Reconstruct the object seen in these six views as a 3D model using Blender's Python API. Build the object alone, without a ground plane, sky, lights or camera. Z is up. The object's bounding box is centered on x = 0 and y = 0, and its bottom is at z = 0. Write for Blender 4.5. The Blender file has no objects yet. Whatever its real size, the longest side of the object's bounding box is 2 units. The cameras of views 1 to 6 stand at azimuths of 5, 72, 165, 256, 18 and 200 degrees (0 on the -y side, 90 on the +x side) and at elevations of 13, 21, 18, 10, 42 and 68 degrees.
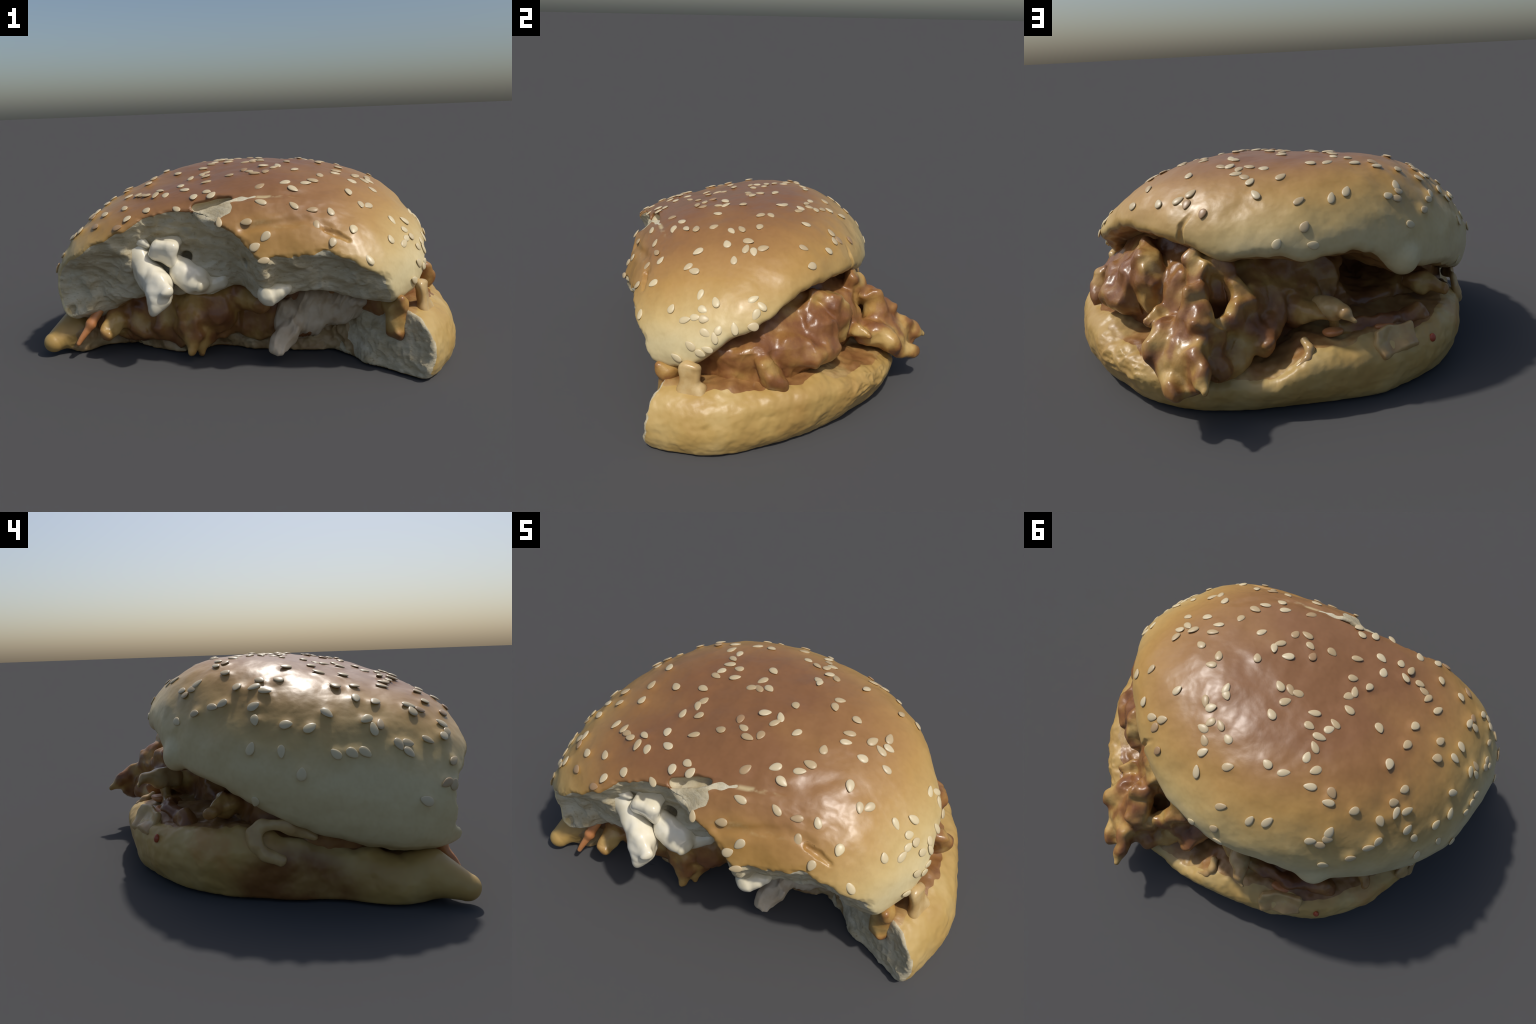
"""A bitten sesame-bun sandwich with pulled pork: crown, heel, filling, mayonnaise, onion, seeds.

Every soft body is written as a distance field (profiles, cross-sections, capsules, noise),
turned into a mesh by surface nets, refined onto the field and split into its parts.
"""
import math
import bpy
import numpy as np
from mathutils import Matrix, Vector

RNG = np.random.default_rng(7)

# ------------------------------------------------------------------ noise
_perm = np.random.default_rng(11).permutation(256)
_g = np.random.default_rng(12).normal(size=(256, 3))
_g /= np.linalg.norm(_g, axis=1)[:, None]


def perlin(p, freq=1.0, seed=0.0):
    p = p * freq + seed * 17.31
    i = np.floor(p).astype(np.int64)
    f = p - i
    u = f * f * f * (f * (f * 6 - 15) + 10)
    out = 0.0
    for dx in (0, 1):
        wx = u[:, 0] if dx else 1 - u[:, 0]
        hx = _perm[(i[:, 0] + dx) & 255]
        for dy in (0, 1):
            wy = u[:, 1] if dy else 1 - u[:, 1]
            hy = _perm[(hx + i[:, 1] + dy) & 255]
            for dz in (0, 1):
                wz = u[:, 2] if dz else 1 - u[:, 2]
                g = _g[_perm[(hy + i[:, 2] + dz) & 255]]
                d = g[:, 0] * (f[:, 0] - dx) + g[:, 1] * (f[:, 1] - dy) + g[:, 2] * (f[:, 2] - dz)
                out = out + wx * wy * wz * d
    return out * 1.6


def fbm(p, freq, octaves=3, seed=0.0, gain=0.5):
    out, a = 0.0, 1.0
    for o in range(octaves):
        out = out + a * perlin(p, freq * 2 ** o, seed + o * 3.7)
        a *= gain
    return out


def ridged(p, freq, octaves=2, seed=0.0):
    out, a = 0.0, 1.0
    for o in range(octaves):
        out = out + a * (1 - 2 * np.abs(perlin(p, freq * 2 ** o, seed + o * 5.1)))
        a *= 0.5
    return out


# ------------------------------------------------------------------ field algebra
def smax(a, b, k):
    h = np.maximum(k - np.abs(a - b), 0) / k
    return np.maximum(a, b) + h * h * k * 0.25


def smin(a, b, k):
    h = np.maximum(k - np.abs(a - b), 0) / k
    return np.minimum(a, b) - h * h * k * 0.25


def sstep(a, b, x):
    t = np.clip((x - a) / (b - a), 0, 1)
    return t * t * (3 - 2 * t)


def capsule(p, a, b, ra, rb, flat=None):
    """Rounded cone from a to b; flat = (axis vector, factor) squeezes it along an axis."""
    a, b = np.asarray(a, float), np.asarray(b, float)
    d = b - a
    t = np.clip(((p - a) @ d) / max(d @ d, 1e-9), 0, 1)
    q = p - a - t[:, None] * d
    if flat is not None:
        n = np.asarray(flat[0], float)
        n /= np.linalg.norm(n)
        q = q + np.outer(q @ n, n) * (1 / flat[1] - 1)
    return np.linalg.norm(q, axis=1) - (ra + (rb - ra) * t)


def ellipsoid(p, c, r):
    d = (p - np.asarray(c)) / np.asarray(r)
    k = np.linalg.norm(d, axis=1) + 1e-9
    return (k - 1) * k / (np.linalg.norm(d / np.asarray(r), axis=1) + 1e-9)


def round_box(p, c, half, r, axes=None):
    q = p - np.asarray(c)
    if axes is not None:
        q = q @ np.asarray(axes).T
    q = np.abs(q) - (np.asarray(half) - r)
    return np.linalg.norm(np.maximum(q, 0), axis=1) + np.minimum(q.max(axis=1), 0) - r


def knots(table):
    k = np.array(table, float)
    return k[:, 0], k[:, 1]


def along(x, table, soft=0.0):
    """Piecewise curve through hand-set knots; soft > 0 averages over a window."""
    kx, ky = knots(table)
    if soft <= 0:
        return np.interp(x, kx, ky)
    return sum(w * np.interp(x + o * soft, kx, ky) for o, w in ((-1, .25), (-.5, .2), (0, .1), (.5, .2), (1, .25)))


def around(deg, table, soft=0.0):
    kx, ky = knots(table)
    kx = np.concatenate([kx - 360, kx, kx + 360])
    ky = np.tile(ky, 3)
    deg = np.mod(deg, 360)
    if soft <= 0:
        return np.interp(deg, kx, ky)
    return sum(w * np.interp(deg + o * soft, kx, ky) for o, w in ((-1, .2), (-.5, .2), (0, .2), (.5, .2), (1, .2)))


# ------------------------------------------------------------------ meshing
def surface_nets(f, lo, h):
    s = f < 0
    nx, ny, nz = f.shape
    c = np.zeros((nx - 1, ny - 1, nz - 1), np.int8)
    for i in (0, 1):
        for j in (0, 1):
            for k in (0, 1):
                c += s[i:nx - 1 + i, j:ny - 1 + j, k:nz - 1 + k]
    active = np.argwhere((c > 0) & (c < 8))
    index = np.full(c.shape, -1, np.int64)
    index[tuple(active.T)] = np.arange(len(active))
    acc, cnt = np.zeros((len(active), 3)), np.zeros(len(active))
    corners = [np.array(v) for v in ((0, 0, 0), (1, 0, 0), (0, 1, 0), (1, 1, 0), (0, 0, 1), (1, 0, 1), (0, 1, 1), (1, 1, 1))]
    for a in range(8):
        for b in range(a + 1, 8):
            if np.abs(corners[a] - corners[b]).sum() != 1:
                continue
            fa = f[tuple((active + corners[a]).T)]
            fb = f[tuple((active + corners[b]).T)]
            m = (fa < 0) != (fb < 0)
            t = np.where(m, fa / np.where(m, fa - fb, 1), 0)
            acc += m[:, None] * (corners[a] + t[:, None] * (corners[b] - corners[a]))
            cnt += m
    verts = lo + h * (active + acc / cnt[:, None])
    quads = []
    for ax in range(3):
        u, v = (ax + 1) % 3, (ax + 2) % 3
        sl0, sl1 = [slice(None)] * 3, [slice(None)] * 3
        sl0[ax], sl1[ax] = slice(0, -1), slice(1, None)
        a, b = s[tuple(sl0)], s[tuple(sl1)]
        e = np.argwhere(a != b)
        ok = (e[:, u] > 0) & (e[:, v] > 0) & (e[:, u] < f.shape[u] - 1) & (e[:, v] < f.shape[v] - 1)
        e = e[ok]
        flip = a[tuple(e.T)]
        o = np.zeros((4, 3), int)
        o[1, u] = o[2, u] = o[2, v] = o[3, v] = -1
        q = np.stack([index[tuple((e + o[n]).T)] for n in range(4)], 1)
        q = np.where(flip[:, None], q, q[:, ::-1])
        quads.append(q)
    return verts, np.concatenate(quads)


def refine(verts, quads):
    """Each quad becomes four."""
    e = np.concatenate([quads[:, [i, (i + 1) % 4]] for i in range(4)])
    e.sort(axis=1)
    key = e[:, 0] * (len(verts) + 1) + e[:, 1]
    uk, first, inv = np.unique(key, return_index=True, return_inverse=True)
    mid = verts[e[first]].mean(axis=1)
    n, m, k = len(verts), len(quads), len(uk)
    inv = inv.reshape(4, m) + n
    cen = np.arange(m) + n + k
    out = np.concatenate([verts, mid, verts[quads].mean(axis=1)])
    q = np.concatenate([np.stack([quads[:, i], inv[i], cen, inv[i - 1]], 1) for i in range(4)])
    return out, q


def onto(verts, field, rough, steps=3, limit=0.012):
    """Newton steps: value from the detailed field, direction from the plain one."""
    for _ in range(steps):
        f0, r0 = field(verts), rough(verts)
        g = np.empty_like(verts)
        for ax in range(3):
            d = np.zeros(3)
            d[ax] = 0.002
            g[:, ax] = (rough(verts + d) - r0) / 0.002
        step = -f0 / np.maximum((g * g).sum(1), 0.15)
        step = np.clip(step, -limit, limit)
        verts = verts + g * step[:, None] / np.maximum(np.linalg.norm(g, axis=1), 1.0)[:, None]
    return verts


def relax(verts, quads, amount=0.4):
    n = len(verts)
    acc, cnt = np.zeros((n, 3)), np.zeros(n)
    for i in range(4):
        a, b = quads[:, i], quads[:, (i + 1) % 4]
        for ax in range(3):
            acc[:, ax] += np.bincount(a, verts[b, ax], n) + np.bincount(b, verts[a, ax], n)
        cnt += np.bincount(a, minlength=n) + np.bincount(b, minlength=n)
    return verts + amount * (acc / np.maximum(cnt, 1)[:, None] - verts)


def solid(rough, fine, lo, hi, h, levels=1):
    """Mesh of rough(p) < 0 on a grid of step h, refined and pulled onto fine(p) = 0."""
    lo, hi = np.array(lo, float), np.array(hi, float)
    n = np.ceil((hi - lo) / h).astype(int) + 1
    ax = [lo[i] + h * np.arange(n[i]) for i in range(3)]
    f = np.empty(n)
    yz = np.stack(np.meshgrid(ax[1], ax[2], indexing="ij"), -1).reshape(-1, 2)
    block = max(1, 400000 // len(yz))
    for i in range(0, n[0], block):
        xs = ax[0][i:i + block]
        p = np.concatenate([np.repeat(xs, len(yz))[:, None], np.tile(yz, (len(xs), 1))], 1)
        f[i:i + block] = rough(p).reshape(len(xs), n[1], n[2])
    f[0], f[-1] = np.maximum(f[0], .01), np.maximum(f[-1], .01)
    f[:, 0], f[:, -1] = np.maximum(f[:, 0], .01), np.maximum(f[:, -1], .01)
    f[:, :, 0], f[:, :, -1] = np.maximum(f[:, :, 0], .01), np.maximum(f[:, :, -1], .01)
    v, q = surface_nets(f, lo, h)
    for _ in range(levels):
        v, q = refine(v, q)
        v = relax(v, q, .5)
    v = onto(v, fine, rough, 3)
    v = relax(v, q, .25)
    return onto(v, fine, rough, 1), q


def mesh_object(name, v, q, material, parent, normals=None):
    me = bpy.data.meshes.new(name)
    me.vertices.add(len(v))
    me.vertices.foreach_set("co", np.asarray(v, np.float32).ravel())
    me.loops.add(q.size)
    me.loops.foreach_set("vertex_index", q.astype(np.int32).ravel())
    me.polygons.add(len(q))
    k = q.shape[1]
    me.polygons.foreach_set("loop_start", np.arange(0, q.size, k, dtype=np.int32))
    me.polygons.foreach_set("use_smooth", np.ones(len(q), bool))
    me.update(calc_edges=True)
    if normals is not None:
        me.normals_split_custom_set_from_vertices(np.asarray(normals, np.float32).tolist())
    me.materials.append(material)
    ob = bpy.data.objects.new(name, me)
    bpy.context.collection.objects.link(ob)
    ob.parent = parent
    return ob


def triangles(q):
    return np.concatenate([q[:, [0, 1, 2]], q[:, [0, 2, 3]]])


def cut(v, t, g):
    """Cut triangles t along g = 0 (g per vertex): vertices, triangles with g < 0, the others."""
    s = g[t] < 0
    n = s.sum(1)
    mixed = (n == 1) | (n == 2)
    m, sm = t[mixed], s[mixed]
    lone = np.where(n[mixed] == 1, sm.argmax(1), (~sm).argmax(1))
    r = np.arange(len(m))
    a, b, c = m[r, lone], m[r, (lone + 1) % 3], m[r, (lone + 2) % 3]
    e = np.sort(np.concatenate([np.stack([a, b], 1), np.stack([a, c], 1)]), axis=1)
    key, first, inv = np.unique(e[:, 0] * (len(v) + 1) + e[:, 1], return_index=True, return_inverse=True)
    e = e[first]
    w = np.clip(g[e[:, 0]] / (g[e[:, 0]] - g[e[:, 1]] + 1e-12), .02, .98)[:, None]
    new = v[e[:, 0]] * (1 - w) + v[e[:, 1]] * w
    inv = inv.ravel() + len(v)
    ab, ac = inv[:len(m)], inv[len(m):]
    tip = np.stack([a, ab, ac], 1)
    rest = np.concatenate([np.stack([ab, b, c], 1), np.stack([ab, c, ac], 1)])
    inside = n[mixed] == 1
    two = np.concatenate([inside, inside])
    return (np.concatenate([v, new]), np.concatenate([t[n == 3], tip[inside], rest[~two]]), np.concatenate([t[n == 0], tip[~inside], rest[two]]))


def parts_of(v, pieces):
    """pieces: (name, triangles, material, parent); borders coincide, normals come from the whole."""
    whole = np.concatenate([p[1] for p in pieces])
    d = np.cross(v[whole[:, 1]] - v[whole[:, 0]], v[whole[:, 2]] - v[whole[:, 0]])
    nrm = np.zeros_like(v)
    for i in range(3):
        for ax in range(3):
            nrm[:, ax] += np.bincount(whole[:, i], d[:, ax], len(v))
    nrm /= np.maximum(np.linalg.norm(nrm, axis=1), 1e-12)[:, None]
    for name, t, mat, parent in pieces:
        if len(t):
            used, inv = np.unique(t, return_inverse=True)
            mesh_object(name, v[used], inv.reshape(t.shape), mat, parent, nrm[used])


# ------------------------------------------------------------------ materials
class Nodes:
    def __init__(self, name):
        self.mat = bpy.data.materials.new(name)
        self.mat.use_nodes = True
        self.t = self.mat.node_tree
        self.bsdf = self.t.nodes["Principled BSDF"]
        self.pos = self.add("ShaderNodeTexCoord").outputs["Object"]

    def add(self, kind, **props):
        n = self.t.nodes.new(kind)
        for k, v in props.items():
            setattr(n, k, v)
        return n

    def put(self, socket, value):
        if hasattr(value, "is_linked"):
            self.t.links.new(value, socket)
        elif isinstance(value, (tuple, list)) and len(value) == 3 and socket.type == "RGBA":
            socket.default_value = (*value, 1)
        else:
            socket.default_value = value

    def noise(self, scale, detail=3.0, rough=0.55, stretch=None, seed=0.0):
        vec = self.pos
        if stretch or seed:
            m = self.add("ShaderNodeMapping")
            self.put(m.inputs["Vector"], vec)
            m.inputs["Scale"].default_value = stretch or (1, 1, 1)
            m.inputs["Location"].default_value = (seed, seed * .7, seed * 1.3)
            vec = m.outputs[0]
        n = self.add("ShaderNodeTexNoise")
        self.put(n.inputs["Vector"], vec)
        n.inputs["Scale"].default_value = scale
        n.inputs["Detail"].default_value = detail
        n.inputs["Roughness"].default_value = rough
        return n.outputs["Fac"]

    def distance(self, centre, radii):
        """Distance from a centre, in units of the radii."""
        m = self.add("ShaderNodeMapping", vector_type="TEXTURE")
        self.put(m.inputs["Vector"], self.pos)
        m.inputs["Location"].default_value = centre
        m.inputs["Scale"].default_value = radii
        ln = self.add("ShaderNodeVectorMath", operation="LENGTH")
        self.put(ln.inputs[0], m.outputs[0])
        return ln.outputs["Value"]

    def near(self, centre, radii, inner, outer):
        """1 inside a soft ellipsoid (distance inner), 0 beyond outer, in radii units."""
        return self.range(self.distance(centre, radii), outer, inner)

    def range(self, x, a, b, lo=0.0, hi=1.0):
        n = self.add("ShaderNodeMapRange", interpolation_type="SMOOTHSTEP")
        for s, val in zip(n.inputs, (x, a, b, lo, hi)):
            self.put(s, val)
        return n.outputs[0]

    def math(self, op, a, b=0.0, c=0.1):
        n = self.add("ShaderNodeMath", operation=op)
        n.inputs[2].default_value = c
        self.put(n.inputs[0], a)
        self.put(n.inputs[1], b)
        return n.outputs[0]

    def mix(self, fac, a, b, blend="MIX"):
        n = self.add("ShaderNodeMix", data_type="RGBA", blend_type=blend)
        self.put(n.inputs[0], fac)
        self.put(n.inputs[6], a)
        self.put(n.inputs[7], b)
        return n.outputs[2]

    def ramp(self, x, stops):
        n = self.add("ShaderNodeValToRGB")
        e = n.color_ramp.elements
        while len(e) < len(stops):
            e.new(0.5)
        for el, (p, c) in zip(e, stops):
            el.position, el.color = p, (*c, 1)
        self.put(n.inputs[0], x)
        return n.outputs[0]

    def finish(self, colour, rough=0.5, bump=None, distance=0.004, strength=0.5, **inputs):
        b = self.bsdf.inputs
        self.put(b["Base Color"], colour)
        self.put(b["Roughness"], rough)
        for k, v in inputs.items():
            self.put(b[k.replace("_", " ")], v)
        if bump is not None:
            n = self.add("ShaderNodeBump")
            n.inputs["Strength"].default_value = strength
            n.inputs["Distance"].default_value = distance
            self.put(n.inputs["Height"], bump)
            self.t.links.new(n.outputs[0], b["Normal"])
        return self.mat


CREAM = (0.64, 0.53, 0.29)
GOLD = (0.43, 0.25, 0.072)
BROWN = (0.240, 0.110, 0.043)


def crust_material():
    m = Nodes("baked_crust")
    wob = m.noise(2.3, 3)
    fine = m.noise(14, 4)
    # browning fades from the oven-facing top out to the pale rim
    d = m.math("SMOOTH_MIN", m.distance((-0.02, -0.05, 0.90), (0.86, 0.55, 0.50)), m.distance((-0.15, -0.38, 0.85), (0.75, 0.55, 0.52)))
    d = m.math("ADD", d, m.math("MULTIPLY", m.math("SUBTRACT", wob, 0.5), 0.30))
    d = m.math("ADD", d, m.math("MULTIPLY", m.math("SUBTRACT", fine, 0.5), 0.08))
    d = m.math("SUBTRACT", d, m.math("MULTIPLY", m.near((.55, -.52, .64), (.48, .48, .34), .4, 1.35), .24))
    d = m.math("DIVIDE", d, 1.4)
    col = m.ramp(d, ((0.26, BROWN), (0.40, (0.30, 0.150, 0.050)), (0.50, (0.37, 0.20, 0.062)), (0.60, GOLD), (0.70, (0.48, 0.31, 0.105)), (0.80, (0.55, 0.40, 0.165)), (0.93, CREAM)))
    for c, r in (((.18, -.665, .685), (.17, .016, .03)), ((.16, -.553, .793), (.16, .014, .03))):
        pale = m.math("MULTIPLY", m.near(c, r, .3, 1.1), m.range(m.noise(16, 3, seed=6.0), .4, .62, 0, .8))
        col = m.mix(pale, col, CREAM)
    col = m.mix(m.near((.17, -.70, .64), (.26, .12, .13), .4, 1.1), col, m.mix(.6, col, (0.36, 0.19, 0.045)))
    mott = m.noise(45, 3)
    col = m.mix(m.range(mott, .35, .7, 0, .25), col, m.mix(1.0, col, (0.82, 0.76, 0.66), "MULTIPLY"))
    return m.finish(col, 0.42, m.noise(60, 4), 0.002, 0.25, Specular_IOR_Level=0.45, Coat_Weight=0.12, Coat_Roughness=0.25)


def crumb_material():
    m = Nodes("white_crumb")
    a = m.noise(9, 4, stretch=(1, 1, 2.2))
    col = m.ramp(a, ((0.3, (0.42, 0.34, 0.20)), (0.5, (0.53, 0.46, 0.31)), (0.7, (0.62, 0.56, 0.41))))
    pores = m.noise(38, 4, .6, stretch=(1, 1, 1.8))
    col = m.mix(m.range(pores, .42, .3, 0, .45), col, (0.30, 0.22, 0.10))
    return m.finish(col, 0.7, m.noise(50, 5, .6, stretch=(1, 1, 2)), 0.006, 0.6, Specular_IOR_Level=0.25)


def soaked_material():
    m = Nodes("soaked_crumb")
    a = m.noise(6, 4)
    col = m.ramp(a, ((0.3, (0.20, 0.085, 0.028)), (0.5, (0.31, 0.16, 0.052)), (0.7, (0.48, 0.33, 0.13))))
    return m.finish(col, 0.38, m.noise(22, 4), 0.006, 0.5)


def heel_material():
    m = Nodes("pale_crust")
    wob = m.noise(3.1, 4, seed=3.0)
    col = m.ramp(wob, ((0.3, (0.38, 0.225, 0.065)), (0.5, (0.46, 0.30, 0.095)), (0.68, (0.54, 0.39, 0.16))))
    # the sauce has run down the left side
    stain = m.near((-0.80, 0.15, 0.02), (0.60, 0.27, 0.24), 0.6, 1.0)
    stain = m.math("MULTIPLY", stain, m.range(m.noise(6, 4, seed=8.0), .3, .55, .6, 1.0))
    col = m.mix(stain, col, (0.20, 0.082, 0.022))
    wet = m.near((-0.66, 0.42, 0.22), (0.30, 0.30, 0.16), 0.3, 1.2)
    wet = m.math("MULTIPLY", wet, m.range(m.noise(7, 4, seed=5.0), .42, .6, 0, .75))
    col = m.mix(wet, col, (0.46, 0.24, 0.07))
    return m.finish(col, 0.42, m.noise(40, 4), 0.003, 0.35, Specular_IOR_Level=0.45)


def meat_material():
    m = Nodes("saucy_meat")
    a = m.noise(7, 5, .55, seed=2.0)
    # fat shows through the sauce along the loose strands
    d = None
    for p, q, ra, rb, fatty in STRANDS:
        if fatty:
            r = max(ra, rb) * 0.9
            e = m.distance([(x + y) / 2 for x, y in zip(p, q)], [abs(x - y) / 2 + r for x, y in zip(p, q)])
            d = e if d is None else m.math("SMOOTH_MIN", d, e, 0.2)
    fat = m.math("MULTIPLY", m.range(d, 1.35, .7), .24)
    a = m.math("ADD", a, fat)
    col = m.ramp(a, ((0.30, (0.15, 0.055, 0.020)), (0.44, (0.215, 0.088, 0.030)), (0.57, (0.29, 0.140, 0.042)), (0.68, (0.39, 0.225, 0.065)), (0.84, (0.50, 0.33, 0.115))))
    return m.finish(col, 0.34, m.noise(26, 4, .5), 0.006, 0.5, Specular_IOR_Level=0.4, Coat_Weight=0.10, Coat_Roughness=0.15)


def plain_material(name, stops, scale=9, rough=0.35, **kw):
    m = Nodes(name)
    return m.finish(m.ramp(m.noise(scale, 4), stops), rough, m.noise(scale * 3, 3), 0.004, 0.35, **kw)


def seed_material(name, pale):
    m = Nodes(name)
    info = m.add("ShaderNodeObjectInfo")
    col = m.ramp(info.outputs["Random"], ((0.0, (0.34, 0.20, 0.10)), (0.10, (0.45, 0.33, 0.18)), (0.5, (0.53, 0.42, 0.25)), (1.0, (0.60, 0.50, 0.32))))
    return m.finish(m.mix(pale, col, (0.66, 0.55, 0.33)), 0.38, Specular_IOR_Level=0.45)


CRUST, CRUMB, SOAKED, HEELCRUST = crust_material(), crumb_material(), soaked_material(), heel_material()
SEED, PALE_SEED = seed_material("toasted_sesame", 0.0), seed_material("pale_sesame", 0.75)
MAYO = plain_material("mayonnaise", ((0.3, (0.72, 0.63, 0.42)), (0.6, (0.86, 0.80, 0.64))), 6, 0.22, Coat_Weight=0.4, Coat_Roughness=0.08)
CHICKEN = plain_material("pale_meat", ((0.3, (0.36, 0.25, 0.14)), (0.5, (0.52, 0.42, 0.29)), (0.75, (0.64, 0.55, 0.42))), 9, 0.5)
CARROT = plain_material("carrot", ((0.3, (0.42, 0.15, 0.05)), (0.7, (0.58, 0.27, 0.10))), 12, 0.35)
ONION = plain_material("onion", ((0.3, (0.36, 0.21, 0.08)), (0.55, (0.48, 0.32, 0.13)), (0.75, (0.60, 0.45, 0.23))), 9, 0.3)
STAINED = plain_material("stained_crumb", ((0.3, (0.22, 0.12, 0.045)), (0.5, (0.36, 0.24, 0.11)), (0.72, (0.50, 0.39, 0.22))), 8, 0.5)
PEPPER = plain_material("pepper_flake", ((0.3, (0.30, 0.05, 0.02)), (0.7, (0.45, 0.10, 0.04))), 20, 0.35)

# ------------------------------------------------------------------ crown
CC = np.array([0.0, -0.03, 0.47])          # centre of the crown's ellipsoid
CA = np.array([0.90, 0.68, 0.43])          # and its half axes
TOP = 0.989
# meridian profiles, as multiples of the ellipsoid: polar angle 15..120 by 15, azimuth 0..340 by 20
PROFILE = np.array([
    (1.035, 1.063, 1.044, 0.989, 0.915, 0.838, 0.767, 0.703),
    (1.035, 1.047, 1.014, 0.930, 0.811, 0.698, 0.595, 0.497),
    (1.034, 1.034, 0.994, 0.924, 0.813, 0.683, 0.554, 0.431),
    (1.037, 1.041, 1.003, 0.948, 0.859, 0.733, 0.598, 0.470),
    (1.041, 1.062, 1.035, 0.987, 0.906, 0.786, 0.666, 0.557),
    (1.042, 1.074, 1.045, 0.988, 0.911, 0.821, 0.738, 0.665),
    (1.034, 1.069, 1.028, 0.962, 0.911, 0.869, 0.827, 0.782),
    (1.018, 1.044, 0.998, 0.936, 0.908, 0.889, 0.872, 0.864),
    (0.996, 1.008, 0.974, 0.930, 0.917, 0.924, 0.946, 0.980),
    (0.972, 0.975, 0.974, 0.953, 0.939, 0.959, 1.010, 1.076),
    (0.954, 0.946, 0.973, 0.997, 1.015, 1.062, 1.140, 1.231),
    (0.947, 0.932, 0.982, 1.053, 1.106, 1.165, 1.242, 1.315),
    (0.953, 0.956, 1.016, 1.075, 1.110, 1.152, 1.195, 1.239),
    (0.970, 1.000, 1.053, 1.056, 1.047, 1.074, 1.117, 1.165),
    (0.991, 1.038, 1.083, 1.080, 1.078, 1.114, 1.165, 1.218),
    (1.010, 1.060, 1.097, 1.118, 1.167, 1.236, 1.285, 1.317),
    (1.024, 1.067, 1.073, 1.078, 1.119, 1.166, 1.190, 1.202),
    (1.032, 1.068, 1.055, 1.041, 1.043, 1.028, 1.005, 0.983)])


def _dense(profile):
    """Catmull-Rom upsampling of the meridian table to 2 degrees in both directions."""
    def spline(rows, step, wrap):
        n = len(rows)
        t = np.arange(0, n if wrap else n - 1 + 1e-9, step)
        i = np.floor(t).astype(int)
        f = (t - i)[:, None]
        at = (lambda k: rows[k % n]) if wrap else (lambda k: rows[np.clip(k, 0, n - 1)])
        a, b, c, d = at(i - 1), at(i), at(i + 1), at(i + 2)
        return b + .5 * f * (c - a + f * (2 * a - 5 * b + 4 * c - d + f * (3 * (b - c) + d - a)))
    tab = np.concatenate([np.full((len(profile), 1), TOP), profile], 1)
    tab = spline(tab, 0.1, True)                         # 180 azimuths
    opposite = np.roll(tab, 90, 0)[:, 1:2]               # carry the spline over the pole
    tab = spline(np.concatenate([opposite, tab], 1).T, 2 / 15, False).T
    return tab


_LUT = _dense(PROFILE)


def crown_radius(az, pol):
    """az, pol in degrees; bilinear look-up in the dense profile."""
    a = np.mod(az, 360) / 2
    b = np.clip((pol + 15) / 2, 0, _LUT.shape[1] - 1.001)
    i, j = np.floor(a).astype(int), np.floor(b).astype(int)
    fa, fb = a - i, b - j
    i0, i1 = i % 180, (i + 1) % 180
    return (_LUT[i0, j] * (1 - fa) + _LUT[i1, j] * fa) * (1 - fb) + (_LUT[i0, j + 1] * (1 - fa) + _LUT[i1, j + 1] * fa) * fb


def crown_point(az, pol):
    az, pol = np.asarray(az, float), np.asarray(pol, float)
    a, b = np.radians(az), np.radians(pol)
    d = np.stack([np.sin(b) * np.cos(a), np.sin(b) * np.sin(a), np.cos(b)], -1)
    return CC + CA * d * crown_radius(az, pol)[..., None]


def dome(p):
    d = (p - CC) / CA
    r = np.linalg.norm(d, axis=1) + 1e-9
    az = np.degrees(np.arctan2(d[:, 1], d[:, 0]))
    pol = np.degrees(np.arccos(np.clip(d[:, 2] / r, -1, 1)))
    return (r - crown_radius(az, pol)) * r / np.linalg.norm(d / CA, axis=1)


# height of the crown's lower rim round the compass (degrees from +x)
RIM = ((0, .67), (14, .68), (28, .66), (34, .64), (47, .587), (56, .602), (66, .607), (80, .576), (92, .594), (100, .593),
       (107, .56), (112, .495), (118, .467), (126, .47), (143, .42), (155, .356), (168, .292), (180, .228), (189, .205),
       (200, .178), (207, .19), (212, .25), (217, .30), (225, .30), (250, .31), (265, .34), (284, .35), (303, .39),
       (316, .335), (323, .325), (327, .345), (330, .40), (335, .47), (342, .525), (349, .57), (354, .62))


def crown_under(p):
    dx, dy = p[:, 0], p[:, 1] + 0.03
    r = np.clip(np.hypot(dx / 0.82, dy / 0.58), 0, 1)
    az = np.degrees(np.arctan2(dy, dx))
    return 0.46 + (around(az, RIM, 3.0) - 0.012 - 0.46) * r


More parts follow.
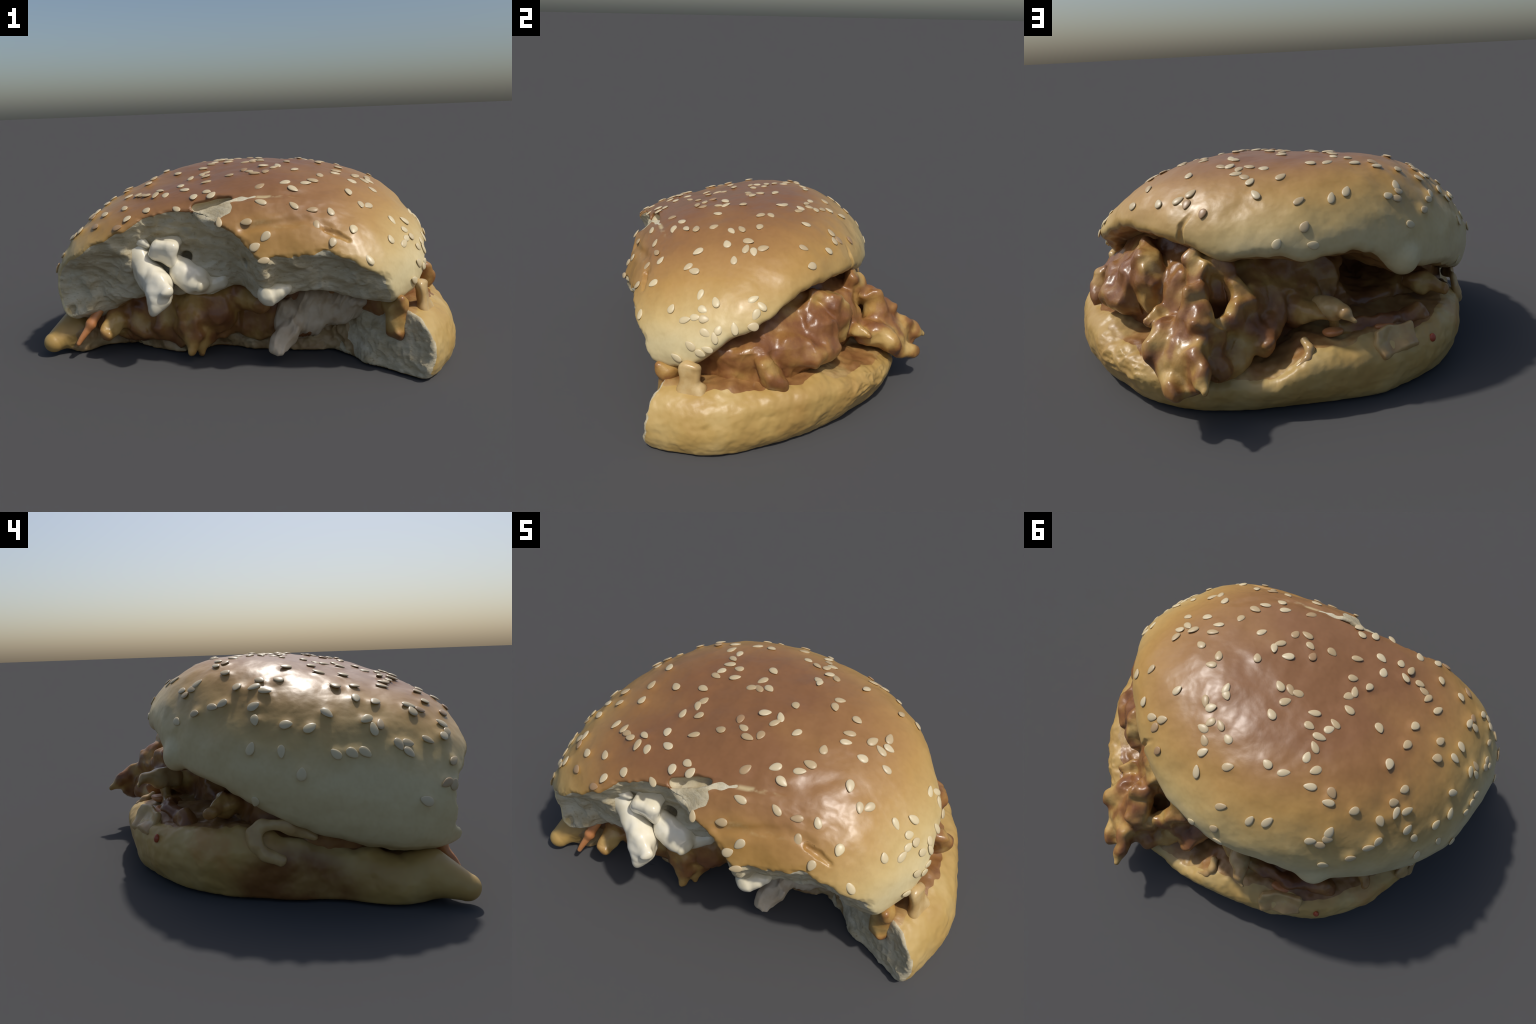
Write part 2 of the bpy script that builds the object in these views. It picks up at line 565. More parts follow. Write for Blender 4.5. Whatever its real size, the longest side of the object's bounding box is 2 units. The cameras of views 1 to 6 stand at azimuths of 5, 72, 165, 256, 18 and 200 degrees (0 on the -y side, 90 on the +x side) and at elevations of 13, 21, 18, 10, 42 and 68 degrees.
# the bite, seen from above: where it leaves the crust (x, y), how high (x, z), and how it leans back below
BITE_Y = ((-1.0, -.47), (-.85, -.485), (-.80, -.50), (-.73, -.545), (-.6, -.585), (-.5, -.61), (-.46, -.59), (-.41, -.562), (-.3, -.568),
          (-.19, -.577), (-.17, -.60), (-.11, -.637), (-.05, -.665), (.01, -.68), (.07, -.72), (.10, -.755), (.15, -.76), (.17, -.742),
          (.3, -.742), (.45, -.728), (.55, -.74), (.65, -.715), (.72, -.70), (1.0, -.70))
BITE_Z = ((-1.0, .5), (-.80, .50), (-.6, .62), (-.45, .69), (-.2, .75), (-.1, .70), (.0, .66), (.1, .54), (.2, .565), (.4, .59), (.55, .515), (.68, .42), (1.0, .4))
BITE_LEAN = ((-1.0, .0), (-.85, .04), (-.72, .42), (-.5, .44), (-.35, .26), (-.2, .18), (-.1, .25), (-.03, .7), (.02, .8), (.06, .6), (.1, .45), (.2, .45), (.35, .50), (.6, .42), (.8, .1))
BITE_BOWL = ((-1.0, .06), (-.85, .085), (-.7, .04), (-.5, .02), (-.35, .04), (-.2, .06), (-.1, .06), (.0, .03), (.1, .02), (.6, .02), (.8, .0))


def bite_plane(p):
    x, z = p[:, 0], p[:, 2]
    below = np.maximum(along(x, BITE_Z, .04) - z, 0)
    bowl = along(x, BITE_BOWL, .05) * np.sin(np.pi * np.clip(below / .28, 0, 1))
    y = along(x, BITE_Y, .012) + along(x, BITE_LEAN, .05) * below + bowl
    return (y - p[:, 1]) * 0.92


CRACKS = (((-.185, -.575, .755), (-.08, -.558, .778), .018, .026), ((-.08, -.558, .778), (.015, -.552, .792), .026, .010), ((-.17, -.545, .735), (-.03, -.535, .758), .024, .022),
          ((-.245, -.52, .505), (-.235, -.45, .50), .026, .032), ((-.845, -.52, .235), (-.83, -.44, .24), .016, .02), ((.02, -.66, .52), (.05, -.60, .50), .012, .02),
          ((.392, -.664, .648), (.44, -.678, .635), .010, .012), ((.44, -.678, .635), (.485, -.69, .61), .012, .006),
          ((.235, -.528, .815), (.262, -.535, .808), .009, .009),
          ((.555, .315, .63), (.545, .30, .70), .014, .008), ((.545, .30, .70), (.50, .30, .755), .008, .003))


# where the seeds stuck: (azimuth, polar angle) on the crown, ring by ring
SEEDS = (
    ((36, 3), (63, 9), (129, 9), (134, 13), (153, 12), (162, 6), (168, 12), (277, 3), (308, 4), (331, 6)),
    ((16, 18), (23, 18), (28, 24), (34, 23), (45, 25), (47, 28), (50, 23), (61, 24), (90, 24), (100, 25), (114, 28), (115, 19), (119, 23), (124, 16), (189, 24), (200, 15),
     (222, 17), (226, 20), (228, 26), (239, 23), (263, 26), (273, 20), (277, 24), (280, 28), (287, 27), (294, 17), (298, 22), (304, 20), (307, 27), (324, 17), (345, 24), (355, 24)),
    ((6, 43), (19, 32), (31, 44), (34, 40), (54, 30), (59, 33), (64, 40), (73, 31), (97, 43), (119, 44), (121, 33), (124, 30), (131, 37), (140, 44), (148, 44), (150, 40),
     (159, 39), (164, 30), (184, 33), (185, 44), (195, 45), (199, 36), (230, 41), (233, 45), (236, 35), (238, 44), (244, 39), (250, 31), (258, 42), (261, 45), (280, 40),
     (291, 39), (292, 44), (299, 41), (304, 39), (313, 35), (325, 35), (325, 42), (331, 33), (335, 43), (336, 39), (339, 44), (343, 31), (344, 42)),
    ((7, 52), (22, 47), (36, 45), (46, 49), (80, 45), (81, 57), (91, 45), (112, 48), (115, 50), (118, 47), (125, 59), (132, 55), (136, 53), (149, 54), (153, 46), (176, 58),
     (190, 52), (197, 55), (209, 60), (212, 47), (218, 45), (220, 60), (222, 45), (226, 45), (227, 55), (239, 55), (250, 53), (254, 46), (279, 51), (289, 54), (294, 57),
     (299, 59), (312, 57), (313, 49), (315, 58), (330, 49)),
    ((73, 64), (83, 66), (116, 64), (149, 75), (150, 61), (161, 63), (169, 65), (189, 63), (190, 68), (193, 66), (208, 63), (212, 63), (215, 71), (223, 67), (234, 66),
     (235, 61), (266, 61), (274, 61), (276, 74), (279, 69), (293, 65), (295, 74), (302, 69), (320, 67), (322, 73), (326, 69), (339, 66), (340, 73), (342, 69)),
    ((159, 76), (165, 87), (176, 78), (181, 78), (185, 78), (196, 76), (198, 80), (199, 76), (206, 76), (211, 86), (212, 76), (214, 75), (278, 81), (302, 83), (312, 76),
     (317, 79), (320, 77), (323, 77), (324, 83), (327, 85), (328, 81), (333, 80), (339, 79), (150, 103), (199, 100), (206, 94), (208, 95), (316, 97), (320, 90), (323, 93), (325, 91)),
)
SWELL = [(crown_point(np.array([a]), np.array([b]))[0], .009 if 120 < a < 235 and b > 25 else .003) for ring in SEEDS for a, b in ring]

# where the crust folded when it was bitten: (start, end, depth, width)
CREASES = (((.05, -.672, .665), (.31, -.66, .70), .012, .022), ((.02, -.565, .785), (.30, -.54, .80), .011, .024), ((.30, -.54, .80), (.44, -.44, .80), .006, .03),
           ((.31, -.66, .70), (.40, -.66, .66), .010, .02))


def blisters(p):
    """The crust swells a little round each seed, most on the left side."""
    out = np.zeros(len(p))
    for o, h in SWELL:
        near = np.flatnonzero((np.abs(p - o) < .07).all(axis=1))
        if len(near):
            d = p[near] - o
            out[near] += h * np.exp(-(d * d).sum(1) / .027 ** 2)
    return np.minimum(out, .012)


def crown_rough(p):
    return crown_parts(p, False)[0]


def crown_parts(p, fine=True):
    f1 = dome(p)
    f2 = crown_under(p) - p[:, 2]
    f3 = bite_plane(p)
    if fine:
        f1 = f1 + 0.004 - 0.006 * fbm(p, 6, 2, 1) - 0.0008 * fbm(p, 24, 2, 2)
        crease = np.exp(-((p[:, 1] + .60) / .07) ** 2) * sstep(.0, .1, p[:, 0]) * sstep(.62, .45, p[:, 0])
        f1 = f1 - crease * 0.0015 * ridged(p * np.array([1, 2.2, 1]), 9, 2, 4)
        wob = 0.012 * perlin(p, 14, 8)
        for a, b, depth, w in CREASES:
            f1 = f1 + depth * np.exp(-((capsule(p, a, b, 0, 0) + wob) / w) ** 2)
        f1 = f1 - blisters(p)
        # the torn flap beside the bite has sunk below the crust
        f1 = f1 + 0.038 * np.exp(-(((p - np.array((-.15, -.61, .72))) / np.array((.085, .050, .09))) ** 2).sum(1))
        f2 = f2 - 0.012 * fbm(p, 11, 2, 3)
        strata = p * np.array([1, 1, 1.5]) + 0.03 * perlin(p, 7, 9)[:, None]
        f3 = f3 - 0.024 * fbm(strata, 6, 2, 5) - 0.007 * ridged(strata, 13, 2, 6)
    f = smax(smax(f1, f2, 0.05), f3, 0.018)
    # a lump of dough hangs from the rim at the back
    lump = ellipsoid(p, (-.300, .500, .50), (.055, .045, .05))
    f = smin(f, lump, 0.05)
    for a, b, ra, rb in CRACKS:
        f = smax(f, -capsule(p, a, b, ra, rb), 0.012)
    return f, f1, f2, f3


# ------------------------------------------------------------------ heel
HC, HA = np.array([0.03, 0.0]), np.array([0.93, 0.68])
HZ = np.array([0, .06, .12, .18, .25, .33])
# outline of the heel at six heights, azimuth 0..340 by 20, as multiples of its ellipse
OUTLINE = np.array([
    (0.953, 0.984, 1.002, 1.003, 0.980, 0.920), (0.906, 0.949, 0.977, 0.983, 0.960, 0.900), (0.934, 0.980, 1.013, 1.010, 0.970, 0.900),
    (0.930, 0.983, 1.020, 1.020, 0.980, 0.900), (0.910, 0.968, 1.004, 1.008, 0.970, 0.880), (0.952, 0.982, 1.002, 1.004, 0.965, 0.880),
    (0.929, 0.968, 0.995, 0.990, 0.960, 0.880), (0.882, 0.902, 0.916, 0.920, 0.900, 0.850), (0.842, 0.850, 0.858, 0.865, 0.860, 0.830),
    (0.868, 0.878, 0.878, 0.870, 0.858, 0.838), (1.065, 1.095, 1.075, 1.015, 0.945, 0.880), (1.150, 1.170, 1.140, 1.080, 1.010, 0.930),
    (1.130, 1.150, 1.120, 1.060, 1.000, 0.900), (1.130, 1.160, 1.140, 1.080, 1.020, 0.940), (1.250, 1.260, 1.220, 1.160, 1.080, 1.000),
    (1.410, 1.440, 1.440, 1.420, 1.370, 1.270), (1.270, 1.295, 1.300, 1.280, 1.230, 1.150), (1.060, 1.098, 1.104, 1.090, 1.062, 1.015)])
HEEL_TOP = ((0, .275), (10, .25), (20, .225), (31, .215), (42, .20), (60, .17), (72, .14), (77, .18), (83, .24), (90, .235), (100, .25), (112, .25),
            (120, .235), (131, .27), (140, .26), (151, .26), (168, .215), (190, .19), (206, .17), (219, .11), (235, .07), (275, .07), (290, .14),
            (303, .27), (312, .275), (320, .28), (329, .285), (340, .272), (352, .27))
HEEL_BITE = ((-1.0, -.40), (-.93, -.37), (-.87, -.40), (-.80, -.41), (-.70, -.31), (-.55, -.30), (-.42, -.39), (-.3, -.41), (-.15, -.33), (0, -.37), (.1, -.38), (.3, -.40),
             (.44, -.40), (.52, -.46), (.56, -.55), (.65, -.605), (.69, -.655), (.76, -.71), (.83, -.752), (.9, -.765), (1.1, -.77))


def _smooth_heights(tab):
    """Catmull-Rom through the six heights, eight steps between each pair."""
    t = np.linspace(0, 5, 41)
    i = np.minimum(np.floor(t).astype(int), 4)
    f = t - i
    a, b, c, d = (tab[:, np.clip(i + o, 0, 5)] for o in (-1, 0, 1, 2))
    return b + .5 * f * (c - a + f * (2 * a - 5 * b + 4 * c - d + f * (3 * (b - c) + d - a)))


_HEEL = _smooth_heights(OUTLINE)


def _heel_polar(p):
    d = (p[:, :2] - HC) / HA
    r = np.linalg.norm(d, axis=1) + 1e-9
    return r, np.degrees(np.arctan2(d[:, 1], d[:, 0])), r / (np.linalg.norm(d / HA, axis=1) + 1e-9)


def heel_radius(az, z):
    a = np.mod(az, 360) / 20
    i = np.floor(a).astype(int)
    f = a - i
    w = (-.5 * f + f * f - .5 * f ** 3, 1 - 2.5 * f * f + 1.5 * f ** 3, .5 * f + 2 * f * f - 1.5 * f ** 3, -.5 * f * f + .5 * f ** 3)
    t = np.interp(np.clip(z, 0, .33), HZ, np.arange(6.)) * 8
    k = np.clip(np.floor(t).astype(int), 0, 39)
    g = t - k
    return sum(w[m] * (_HEEL[(i + m - 1) % 18, k] * (1 - g) + _HEEL[(i + m - 1) % 18, k + 1] * g) for m in range(4))


def heel_surface(p):
    """Height of the heel's upper face: a rim round a shallow dip."""
    r, az, _ = _heel_polar(p)
    rim = around(az, HEEL_TOP, 4.0)
    mid = 0.20 - 0.08 * sstep(-.15, -.4, p[:, 1]) * sstep(.5, .3, p[:, 0]) + 0.07 * sstep(-.1, .25, p[:, 1]) + 0.05 * sstep(.4, .65, p[:, 0]) * sstep(-.1, -.4, p[:, 1])
    return mid + (rim - mid) * np.clip(r / 0.95, 0, 1) ** 2


FINGER = ((-.87, -.325, .105), (-.948, -.425, .064), .088, .050)


def heel_parts(p, fine=True):
    r, az, sc = _heel_polar(p)
    f1 = (r - heel_radius(az, p[:, 2])) * sc
    f2 = (p[:, 2] - heel_surface(p)) * 0.9
    f3 = (along(p[:, 0], HEEL_BITE, .015) + 0.22 * p[:, 2] * sstep(.85, .72, p[:, 0]) - p[:, 1]) * 0.85
    if fine:
        f1 = f1 - 0.008 * fbm(p, 6, 2, 21) - 0.003 * fbm(p, 22, 2, 22)
        fold = np.exp(-((az - 30) / 16) ** 2) * sstep(.08, .2, p[:, 2])
        f1 = f1 - fold * 0.012 * ridged(p * np.array([1, 1, 2.2]), 10, 2, 23)
        f2 = f2 - 0.014 * fbm(p, 8, 3, 24)
        f3 = f3 - 0.022 * fbm(p, 7, 2, 25) - 0.009 * ridged(p, 16, 2, 26)
    f0 = 0.004 - p[:, 2] + (0.004 * fbm(p, 5, 1, 27) if fine else 0)
    f = smax(smax(f1, f2, 0.07), f3, 0.02)
    f = smin(f, capsule(p, *FINGER), 0.04)
    # the soft underside sags where the back edge meets the table
    f = smax(f, f0, 0.02)
    return f, f1, f2, f3


# ------------------------------------------------------------------ filling
MEAT_R = ((0, .82), (20, .74), (40, .72), (55, .72), (66, .64), (74, .60), (90, .56), (110, .49), (125, .545), (140, .63), (155, .76), (175, .80), (195, .86), (210, .93),
          (225, 1.1), (270, 1.1), (310, 1.05), (325, 1.0), (340, .93))
MEAT_FRONT = ((-1.0, -.33), (-.8, -.35), (-.65, -.36), (-.5, -.39), (-.3, -.44), (-.1, -.42), (.0, -.36), (.1, -.42), (.3, -.46), (.5, -.48), (.65, -.56), (.8, -.62), (1.0, -.62))


def filling_bulk(p, fine=True):
    r, az, sc = _heel_polar(p)
    f = (r - around(az, MEAT_R, 6) * (1 - 1.3 * np.maximum(p[:, 2] - .42, 0))) * sc
    f = smax(f, p[:, 2] - crown_under(p) - 0.02, 0.05)
    f = smax(f, heel_surface(p) - 0.04 - p[:, 2], 0.03)
    f = smax(f, (along(p[:, 0], MEAT_FRONT, .05) - p[:, 1]), 0.04)
    f = smax(f, -ellipsoid(p, (-.25, .27, .40), (.17, .26, .10)), 0.05)
    return f


# lumps and strands: (start, end, radius, radius, fatty?)
STRANDS = (
    ((.86, -.10, .37), (.87, .02, .36), .075, .065, 0), ((.80, .08, .42), (.83, .12, .34), .075, .060, 0), ((.74, .02, .50), (.78, .09, .46), .055, .06, 0),
    ((.69, .07, .575), (.72, .15, .535), .030, .026, 1), ((.70, .17, .53), (.715, .22, .46), .050, .055, 1), ((.715, .22, .46), (.715, .22, .35), .055, .035, 1),
    ((.90, -.24, .37), (.925, -.20, .30), .032, .040, 1), ((.925, -.20, .30), (.93, -.17, .25), .036, .030, 1),
    ((.58, .30, .44), (.61, .32, .37), .085, .085, 0), ((.49, .36, .48), (.48, .39, .44), .075, .07, 0), ((.56, .47, .46), (.57, .49, .40), .055, .05, 1),
    ((.66, .32, .36), (.725, .345, .34), .032, .016, 1),
    ((.54, .54, .405), (.555, .57, .395), .040, .030, 1), ((.54, .55, .39), (.48, .57, .33), .040, .036, 1),
    ((.385, .45, .475), (.35, .49, .42), .026, .034, 1), ((.35, .49, .42), (.42, .52, .355), .034, .030, 1), ((.42, .52, .355), (.46, .53, .31), .030, .026, 1),
    ((.30, .42, .42), (.35, .48, .31), .055, .060, 0), ((.36, .50, .31), (.41, .54, .22), .055, .050, 1), ((.41, .54, .22), (.46, .57, .16), .055, .035, 1),
    ((.66, .42, .31), (.735, .50, .297), .055, .028, 1), ((.67, .45, .30), (.64, .56, .25), .060, .055, 0), ((.64, .56, .25), (.635, .62, .19), .055, .034, 1),
    ((.70, .50, .27), (.67, .62, .18), .026, .022, 1), ((.655, .65, .17), (.60, .66, .18), .024, .022, 1),
    ((.555, .57, .335), (.58, .63, .285), .030, .034, 1), ((.58, .63, .285), (.578, .70, .25), .034, .026, 1), ((.578, .70, .25), (.572, .748, .22), .026, .013, 1),
    ((.60, .50, .34), (.60, .58, .27), .06, .06, 0),
    ((.53, .36, .57), (.50, .40, .53), .040, .035, 1), ((.42, .38, .57), (.40, .41, .53), .035, .03, 0),
    ((.20, .42, .40), (.25, .50, .30), .035, .03, 0), ((.25, .50, .30), (.30, .57, .25), .030, .035, 0), ((.06, .42, .36), (.12, .45, .32), .05, .05, 0),
    ((-.50, .36, .33), (-.555, .42, .325), .055, .026, 1),
    ((.12, .47, .33), (.02, .55, .34), .05, .04, 1), ((-.02, .52, .26), (-.20, .55, .25), .035, .035, 0), ((-.22, .54, .25), (-.40, .50, .25), .035, .035, 0),
    ((.62, .56, .30), (.60, .63, .23), .05, .045, 1), ((.52, .57, .30), (.50, .61, .22), .045, .045, 0),
    ((-.12, -.43, .30), (-.25, -.44, .23), .06, .08, 1), ((-.04, -.40, .32), (-.10, -.44, .20), .06, .06, 1), ((-.22, -.40, .22), (-.22, -.45, .14), .09, .08, 1), ((-.24, -.47, .12), (-.24, -.52, .065), .05, .022, 1), ((-.20, -.45, .10), (-.19, -.475, .03), .04, .02, 1),
    ((-.62, -.40, .17), (-.643, -.475, .12), .05, .034, 1), ((-.50, -.36, .19), (-.52, -.39, .12), .05, .035, 1), ((-.38, -.37, .20), (-.39, -.40, .13), .06, .045, 1),
    ((.02, -.42, .30), (.08, -.50, .28), .06, .05, 1), ((.68, -.58, .30), (.705, -.655, .32), .05, .030, 1), ((.69, -.62, .27), (.70, -.64, .20), .045, .04, 1),
)
FATTY = np.array([s[4] for s in STRANDS])


def _inset(strand, share=0.8):
    """The listed points lie on the surface: move the axes in by most of a radius."""
    out = []
    for q, r in ((strand[0], strand[2]), (strand[1], strand[3])):
        n = (np.array(q[:2]) - HC) / HA ** 2
        n /= np.linalg.norm(n)
        out.append((q[0] - n[0] * r * share, q[1] - n[1] * r * share, q[2]))
    return (*out, *strand[2:])


STRANDS = tuple(_inset(s) if s[0][1] > -.3 else s for s in STRANDS)


def filling_field(p, fine=True, labels=False):
    f = filling_bulk(p, fine)
    if fine:
        warp = p + 0.02 * np.stack([perlin(p, 6, 31), perlin(p, 6, 32), perlin(p, 6, 33)], 1)
        bent = p + 0.024 * np.stack([perlin(p, 11, 41), perlin(p, 11, 42), perlin(p, 11, 43)], 1)
        f = f - 0.022 * ridged(warp * np.array([1, 1, .7]), 5.5, 1, 34) - 0.008 * fbm(warp, 14, 2, 35) + 0.004
        drape = warp * np.array([1, 1, .5])
        bumps = 0.007 * fbm(drape, 15, 2, 36) + 0.006 * ridged(drape, 8, 1, 37) - 0.001
    else:
        bent = p
    d = []
    for a, b, ra, rb, _ in STRANDS:
        if labels:
            c = capsule(bent, a, b, ra, rb) - bumps
            f = smin(f, c, 0.045)
            d.append(c)
            continue
        lo, hi = np.minimum(a, b) - max(ra, rb) - .06, np.maximum(a, b) + max(ra, rb) + .06
        near = np.flatnonzero(((p > lo) & (p < hi)).all(axis=1))
        if len(near):
            c = capsule(bent[near], a, b, ra, rb)
            if fine:
                c = c - bumps[near]
            f[near] = smin(f[near], c, 0.045)
    return (f, np.array(d)) if labels else f


MEAT = meat_material()

# ------------------------------------------------------------------ build
top = bpy.data.objects.new("sandwich", None)
bpy.context.collection.objects.link(top)
top["label"] = "bitten sesame bun sandwich stuffed with saucy pulled pork"
top["category"] = "sandwich"


def group(name):
    e = bpy.data.objects.new(name, None)
    bpy.context.collection.objects.link(e)
    e.parent = top
    return e


# crown
crown = group("top_bun")
v, q = solid(crown_rough, lambda p: crown_parts(p)[0], (-1.02, -.88, .10), (1.0, .70, .97), 0.011, 1)
f, f1, f2, f3 = crown_parts(v)
flap = np.minimum(capsule(v, (-.155, -.61, .705), (-.05, -.60, .735), .055, .042), capsule(v, (-.06, -.575, .77), (.09, -.556, .79), .016, .010))
flap = flap - 0.012 * fbm(v, 14, 2, 41)
g = np.maximum(np.maximum(np.maximum(f2, f3) - 0.010 - f1, -flap), -0.02 - f1)
v, crust, rest = cut(v, triangles(q), g)
f, f1, f2, f3 = crown_parts(v)
v, torn, under = cut(v, rest, f2 - 0.02 - f3)
parts_of(v, (("crust", crust, CRUST, crown), ("crumb", torn, CRUMB, crown), ("underside", under, SOAKED, crown)))

# heel
heel = group("bottom_bun")
v, q = solid(lambda p: heel_parts(p, False)[0], lambda p: heel_parts(p)[0], (-1.03, -.86, -.03), (1.06, .78, .38), 0.011, 1)
v[:, 2] = np.maximum(v[:, 2], 0.0)
f, f1, f2, f3 = heel_parts(v)
g = np.maximum(np.maximum(np.maximum(f1, f2) - .012 - f3, .012 - capsule(v, *FINGER)), .010 - v[:, 2])
v, torn, rest = cut(v, triangles(q), g)
v, torn_wet, torn = cut(v, torn, v[:, 0] - .50 + .06 * fbm(v, 9, 2, 46))
f, f1, f2, f3 = heel_parts(v)
rr, az, sc = _heel_polar(v)
inner = (rr - heel_radius(az, v[:, 2])) * sc + 0.05 + 0.02 * fbm(v, 9, 3, 44)
v, wet, crust = cut(v, rest, np.maximum(f1 - .01 - f2, inner))
parts_of(v, (("crust", crust, HEELCRUST, heel), ("crumb", torn, CRUMB, heel), ("stained_crumb", torn_wet, STAINED, heel), ("soaked_face", wet, SOAKED, heel)))

# filling
filling = group("filling")
v, q = solid(lambda p: filling_field(p, False), filling_field, (-.95, -.72, .0), (1.04, .82, .74), 0.011, 1)
v[:, 2] = np.maximum(v[:, 2], 0.002)
t = triangles(q)
f, d = filling_field(v[t].mean(1), True, True)
own = d.argmin(0)
lab = np.where((d.min(0) < 0.008) & (FATTY[own] == 1), own + 1, 0)
pieces = [("pulled_pork", t[lab == 0], MEAT, filling)]
pieces += [("pork_strand", t[lab == i + 1], MEAT, filling) for i in range(len(STRANDS)) if FATTY[i]]
parts_of(v, pieces)


def small_solid(name, fields, material, parent, h=0.007, k=0.02, rough=0.004, freq=14, pad=0.03, seed=50, levels=1, fibre=0.0, bend=0.016, grow=0.0):
    """A small smooth union of capsules / boxes given as (kind, args...)."""
    def field(p):
        p0 = p
        p = p + bend * np.stack([perlin(p, 10, seed + 5), perlin(p, 10, seed + 6), perlin(p, 10, seed + 7)], 1)
        out = None
        for kind, *args in fields:
            d = {"capsule": capsule, "ellipsoid": ellipsoid, "box": round_box}[kind](p, *args)
            out = d if out is None else smin(out, d, k)
        out = out - grow - rough * fbm(p0, freq, 2, seed)
        if fibre:
            out = out - fibre * ridged(p @ np.array(((.35, 0, .9), (0, 1, 0), (-3, 0, 1.2))).T, 6, 2, seed + 3)
        return out
    pts = []
    for kind, *a in fields:
        if kind == "capsule":
            r = max(a[2], a[3])
            pts += [np.array(a[0]) - r, np.array(a[0]) + r, np.array(a[1]) - r, np.array(a[1]) + r]
        elif kind == "ellipsoid":
            pts += [np.array(a[0]) - a[1], np.array(a[0]) + a[1]]
        else:
            r = np.linalg.norm(a[1])
            pts += [np.array(a[0]) - r, np.array(a[0]) + r]
    pts = np.array(pts)
    v, q = solid(field, field, pts.min(0) - pad, pts.max(0) + pad, h, levels)
    return mesh_object(name, v, q, material, parent)


def chain(points, flat=None):
    """Capsules through (x, y, z, radius) points."""
    return [("capsule", a[:3], b[:3], a[3], b[3], flat) for a, b in zip(points, points[1:])]


sauce = group("mayonnaise")
small_solid("mayonnaise_strip", chain(((-.475, -.485, .535, .042), (-.455, -.485, .48, .050), (-.42, -.515, .42, .058), (-.36, -.580, .395, .060), (-.36, -.60, .345, .050), (-.371, -.628, .305, .024)))
            + [("capsule", (-.345, -.62, .40), (-.312, -.655, .39), .03, .02)], MAYO, sauce, grow=.008, rough=.007, freq=11)
small_solid("mayonnaise_lump", [("box", (-.330, -.510, .545), (.058, .046, .048), .02, ((.97, .0, -.22), (.05, .97, .2), (.21, -.22, .95)))], MAYO, sauce, grow=.008)
small_solid("mayonnaise_smear", chain(((-.285, -.50, .48, .034), (-.25, -.525, .435, .052), (-.205, -.545, .41, .050), (-.16, -.580, .39, .026))) + [("capsule", (-.2, -.54, .375), (-.08, -.50, .385), .030, .022)], MAYO, sauce, grow=.008)
small_solid("mayonnaise_streak", chain(((-.488, -.515, .598, .014), (-.455, -.505, .582, .018), (-.427, -.50, .562, .010))), MAYO, sauce, grow=.008)
small_solid("mayonnaise_drop", chain(((.145, -.665, .365, .034), (.18, -.655, .385, .026), (.22, -.650, .392, .018))), MAYO, sauce, grow=.008)

bits = group("vegetables")
small_solid("carrot_sliver", chain(((-.70, -.40, .235, .020), (-.745, -.445, .165, .022), (-.80, -.485, .078, .012))), CARROT, bits, bend=.006, rough=.002)
small_solid("onion_hook", chain(((.143, .56, .258, .016), (.136, .60, .240, .016), (.155, .625, .212, .015), (.192, .628, .190, .012))), ONION, bits, 0.005, bend=.004, rough=.002)
small_solid("onion_curl", chain(((.05, .46, .35, .040), (.02, .54, .36, .038), (-.015, .60, .365, .022), (-.035, .632, .342, .010))), ONION, bits)
small_solid("onion_ring", chain(((-.725, .08, .255, .022), (-.71, .16, .285, .026), (-.685, .245, .292, .026), (-.675, .272, .262, .025), (-.69, .270, .222, .026), (-.71, .240, .182, .025), (-.725, .195, .160, .020)), ((-.9, .4, .1), .5)), ONION, bits, 0.006, bend=.02)
small_solid("onion_block", [("box", (.825, -.545, .315), (.024, .044, .078), .022, ((.86, -.46, .22), (.47, .88, .0), (-.19, .10, .97))), ("box", (.835, -.54, .25), (.024, .058, .040), .022, ((.86, -.46, .22), (.47, .88, .0), (-.19, .10, .97)))], ONION, bits, k=.04, rough=.008, freq=11)
small_solid("onion_slice", [("box", (-.215, .622, .232), (.095, .016, .050), .012, ((.97, .22, -.05), (-.17, .78, .60), (.17, -.58, .79)))], ONION, bits, 0.006, bend=.02)
for c, r in (((-.19, .565, .262), (.045, .03, .016)), ((.02, .54, .272), (.04, .03, .018))):
    small_solid("tomato_piece", [("ellipsoid", c, r)], CARROT, bits, 0.006)
small_solid("pepper_flake", [("ellipsoid", (-.387, .604, .190), (.012, .014, .022))], PEPPER, bits, 0.005, pad=.02)
meatbits = group("chicken")
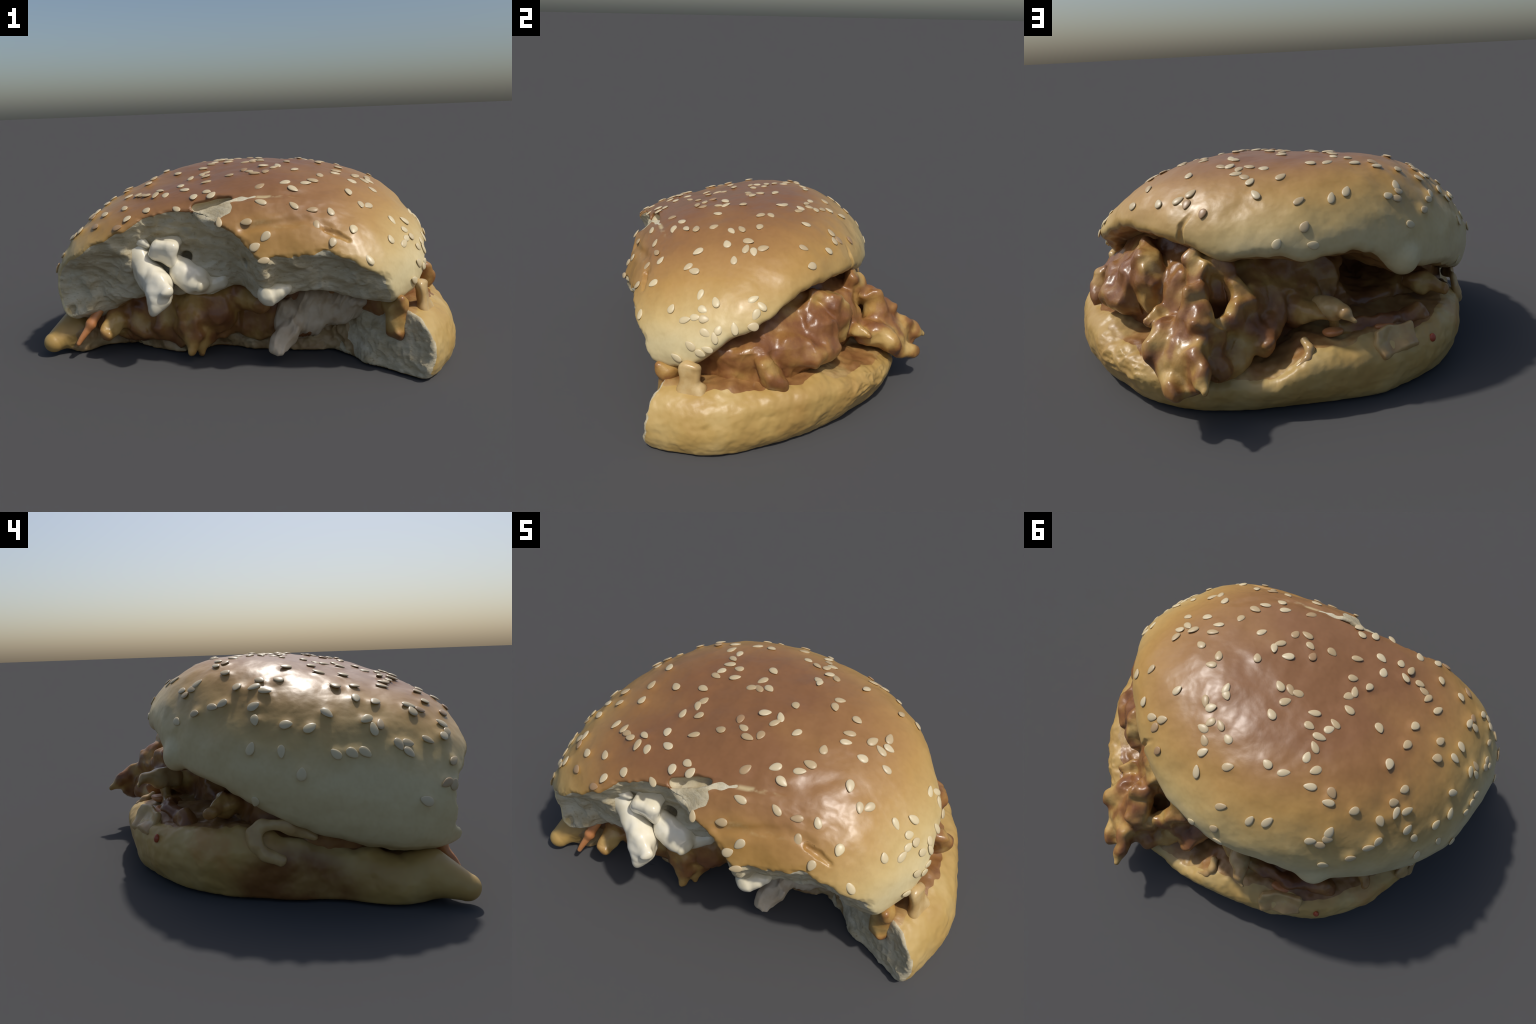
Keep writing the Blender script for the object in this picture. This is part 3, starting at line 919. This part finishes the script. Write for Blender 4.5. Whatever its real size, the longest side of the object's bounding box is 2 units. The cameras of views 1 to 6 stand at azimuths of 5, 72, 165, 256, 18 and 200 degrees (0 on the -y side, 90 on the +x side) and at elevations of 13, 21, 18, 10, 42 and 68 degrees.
small_solid("chicken_slice", [("capsule", (.25, -.43, .18), (.56, -.44, .28), .105, .08, ((.0, 1, .25), .65)), ("capsule", (.32, -.46, .29), (.60, -.49, .31), .045, .04), ("capsule", (.23, -.49, .16), (.172, -.570, .085), .05, .018)], CHICKEN, meatbits, 0.008, .03, .022, 8, fibre=.009)

# ------------------------------------------------------------------ sesame seeds
def seed_mesh(name, material, length, width, thick=.010):
    nu, nv = 18, 12
    th = np.linspace(0, np.pi, nv + 1)
    vs = []
    for t in th:
        for u in range(nu):
            a = 2 * np.pi * u / nu
            x = -np.cos(t)
            w = np.sin(t) * (1 - .22 * x - .10 * x * x)
            vs.append((x * length / 2, w * np.cos(a) * width / 2, w * np.sin(a) * thick / 2))
    vs = np.array(vs)
    qs = [(r * nu + u, r * nu + (u + 1) % nu, (r + 1) * nu + (u + 1) % nu, (r + 1) * nu + u) for r in range(nv) for u in range(nu)]
    ob = mesh_object(name, vs, np.array(qs), material, None)
    me = ob.data
    bpy.data.objects.remove(ob)
    return me


meshes = [[seed_mesh("sesame_seed", mat, .050 * s, .033 * w) for s, w in ((1, 1), (1.06, .9), (.94, 1.08))] for mat in (SEED, PALE_SEED)]
for tier, ring in enumerate(SEEDS):
    for az, pol in ring:
        o = crown_point(np.array([az]), np.array([pol]))
        g = np.array([dome(o + e)[0] - dome(o - e)[0] for e in np.eye(3) * .012])
        n = Vector(g).normalized()
        t = Vector((1, 0, 0)) if abs(n.x) < .9 else Vector((0, 1, 0))
        t = (t - n * t.dot(n)).normalized()
        b = n.cross(t)
        spin = RNG.uniform(0, 2 * math.pi)
        x = t * math.cos(spin) + b * math.sin(spin)
        z = (n + x * RNG.normal(0, .06)).normalized()
        x = (x - z * x.dot(z)).normalized()
        y = z.cross(x)
        s = RNG.uniform(.92, 1.08)
        m = Matrix((x * s, y * s, z * s)).transposed().to_4x4()
        sink = crown_parts(o)[1][0]
        m.translation = Vector(o[0] - np.array(n) * sink) + n * RNG.uniform(-.001, .003)
        ob = bpy.data.objects.new("sesame_seed", meshes[1 if tier > 3 and not 190 < az < 300 else 0][RNG.integers(3)])
        bpy.context.collection.objects.link(ob)
        ob.parent = crown
        ob.matrix_world = m
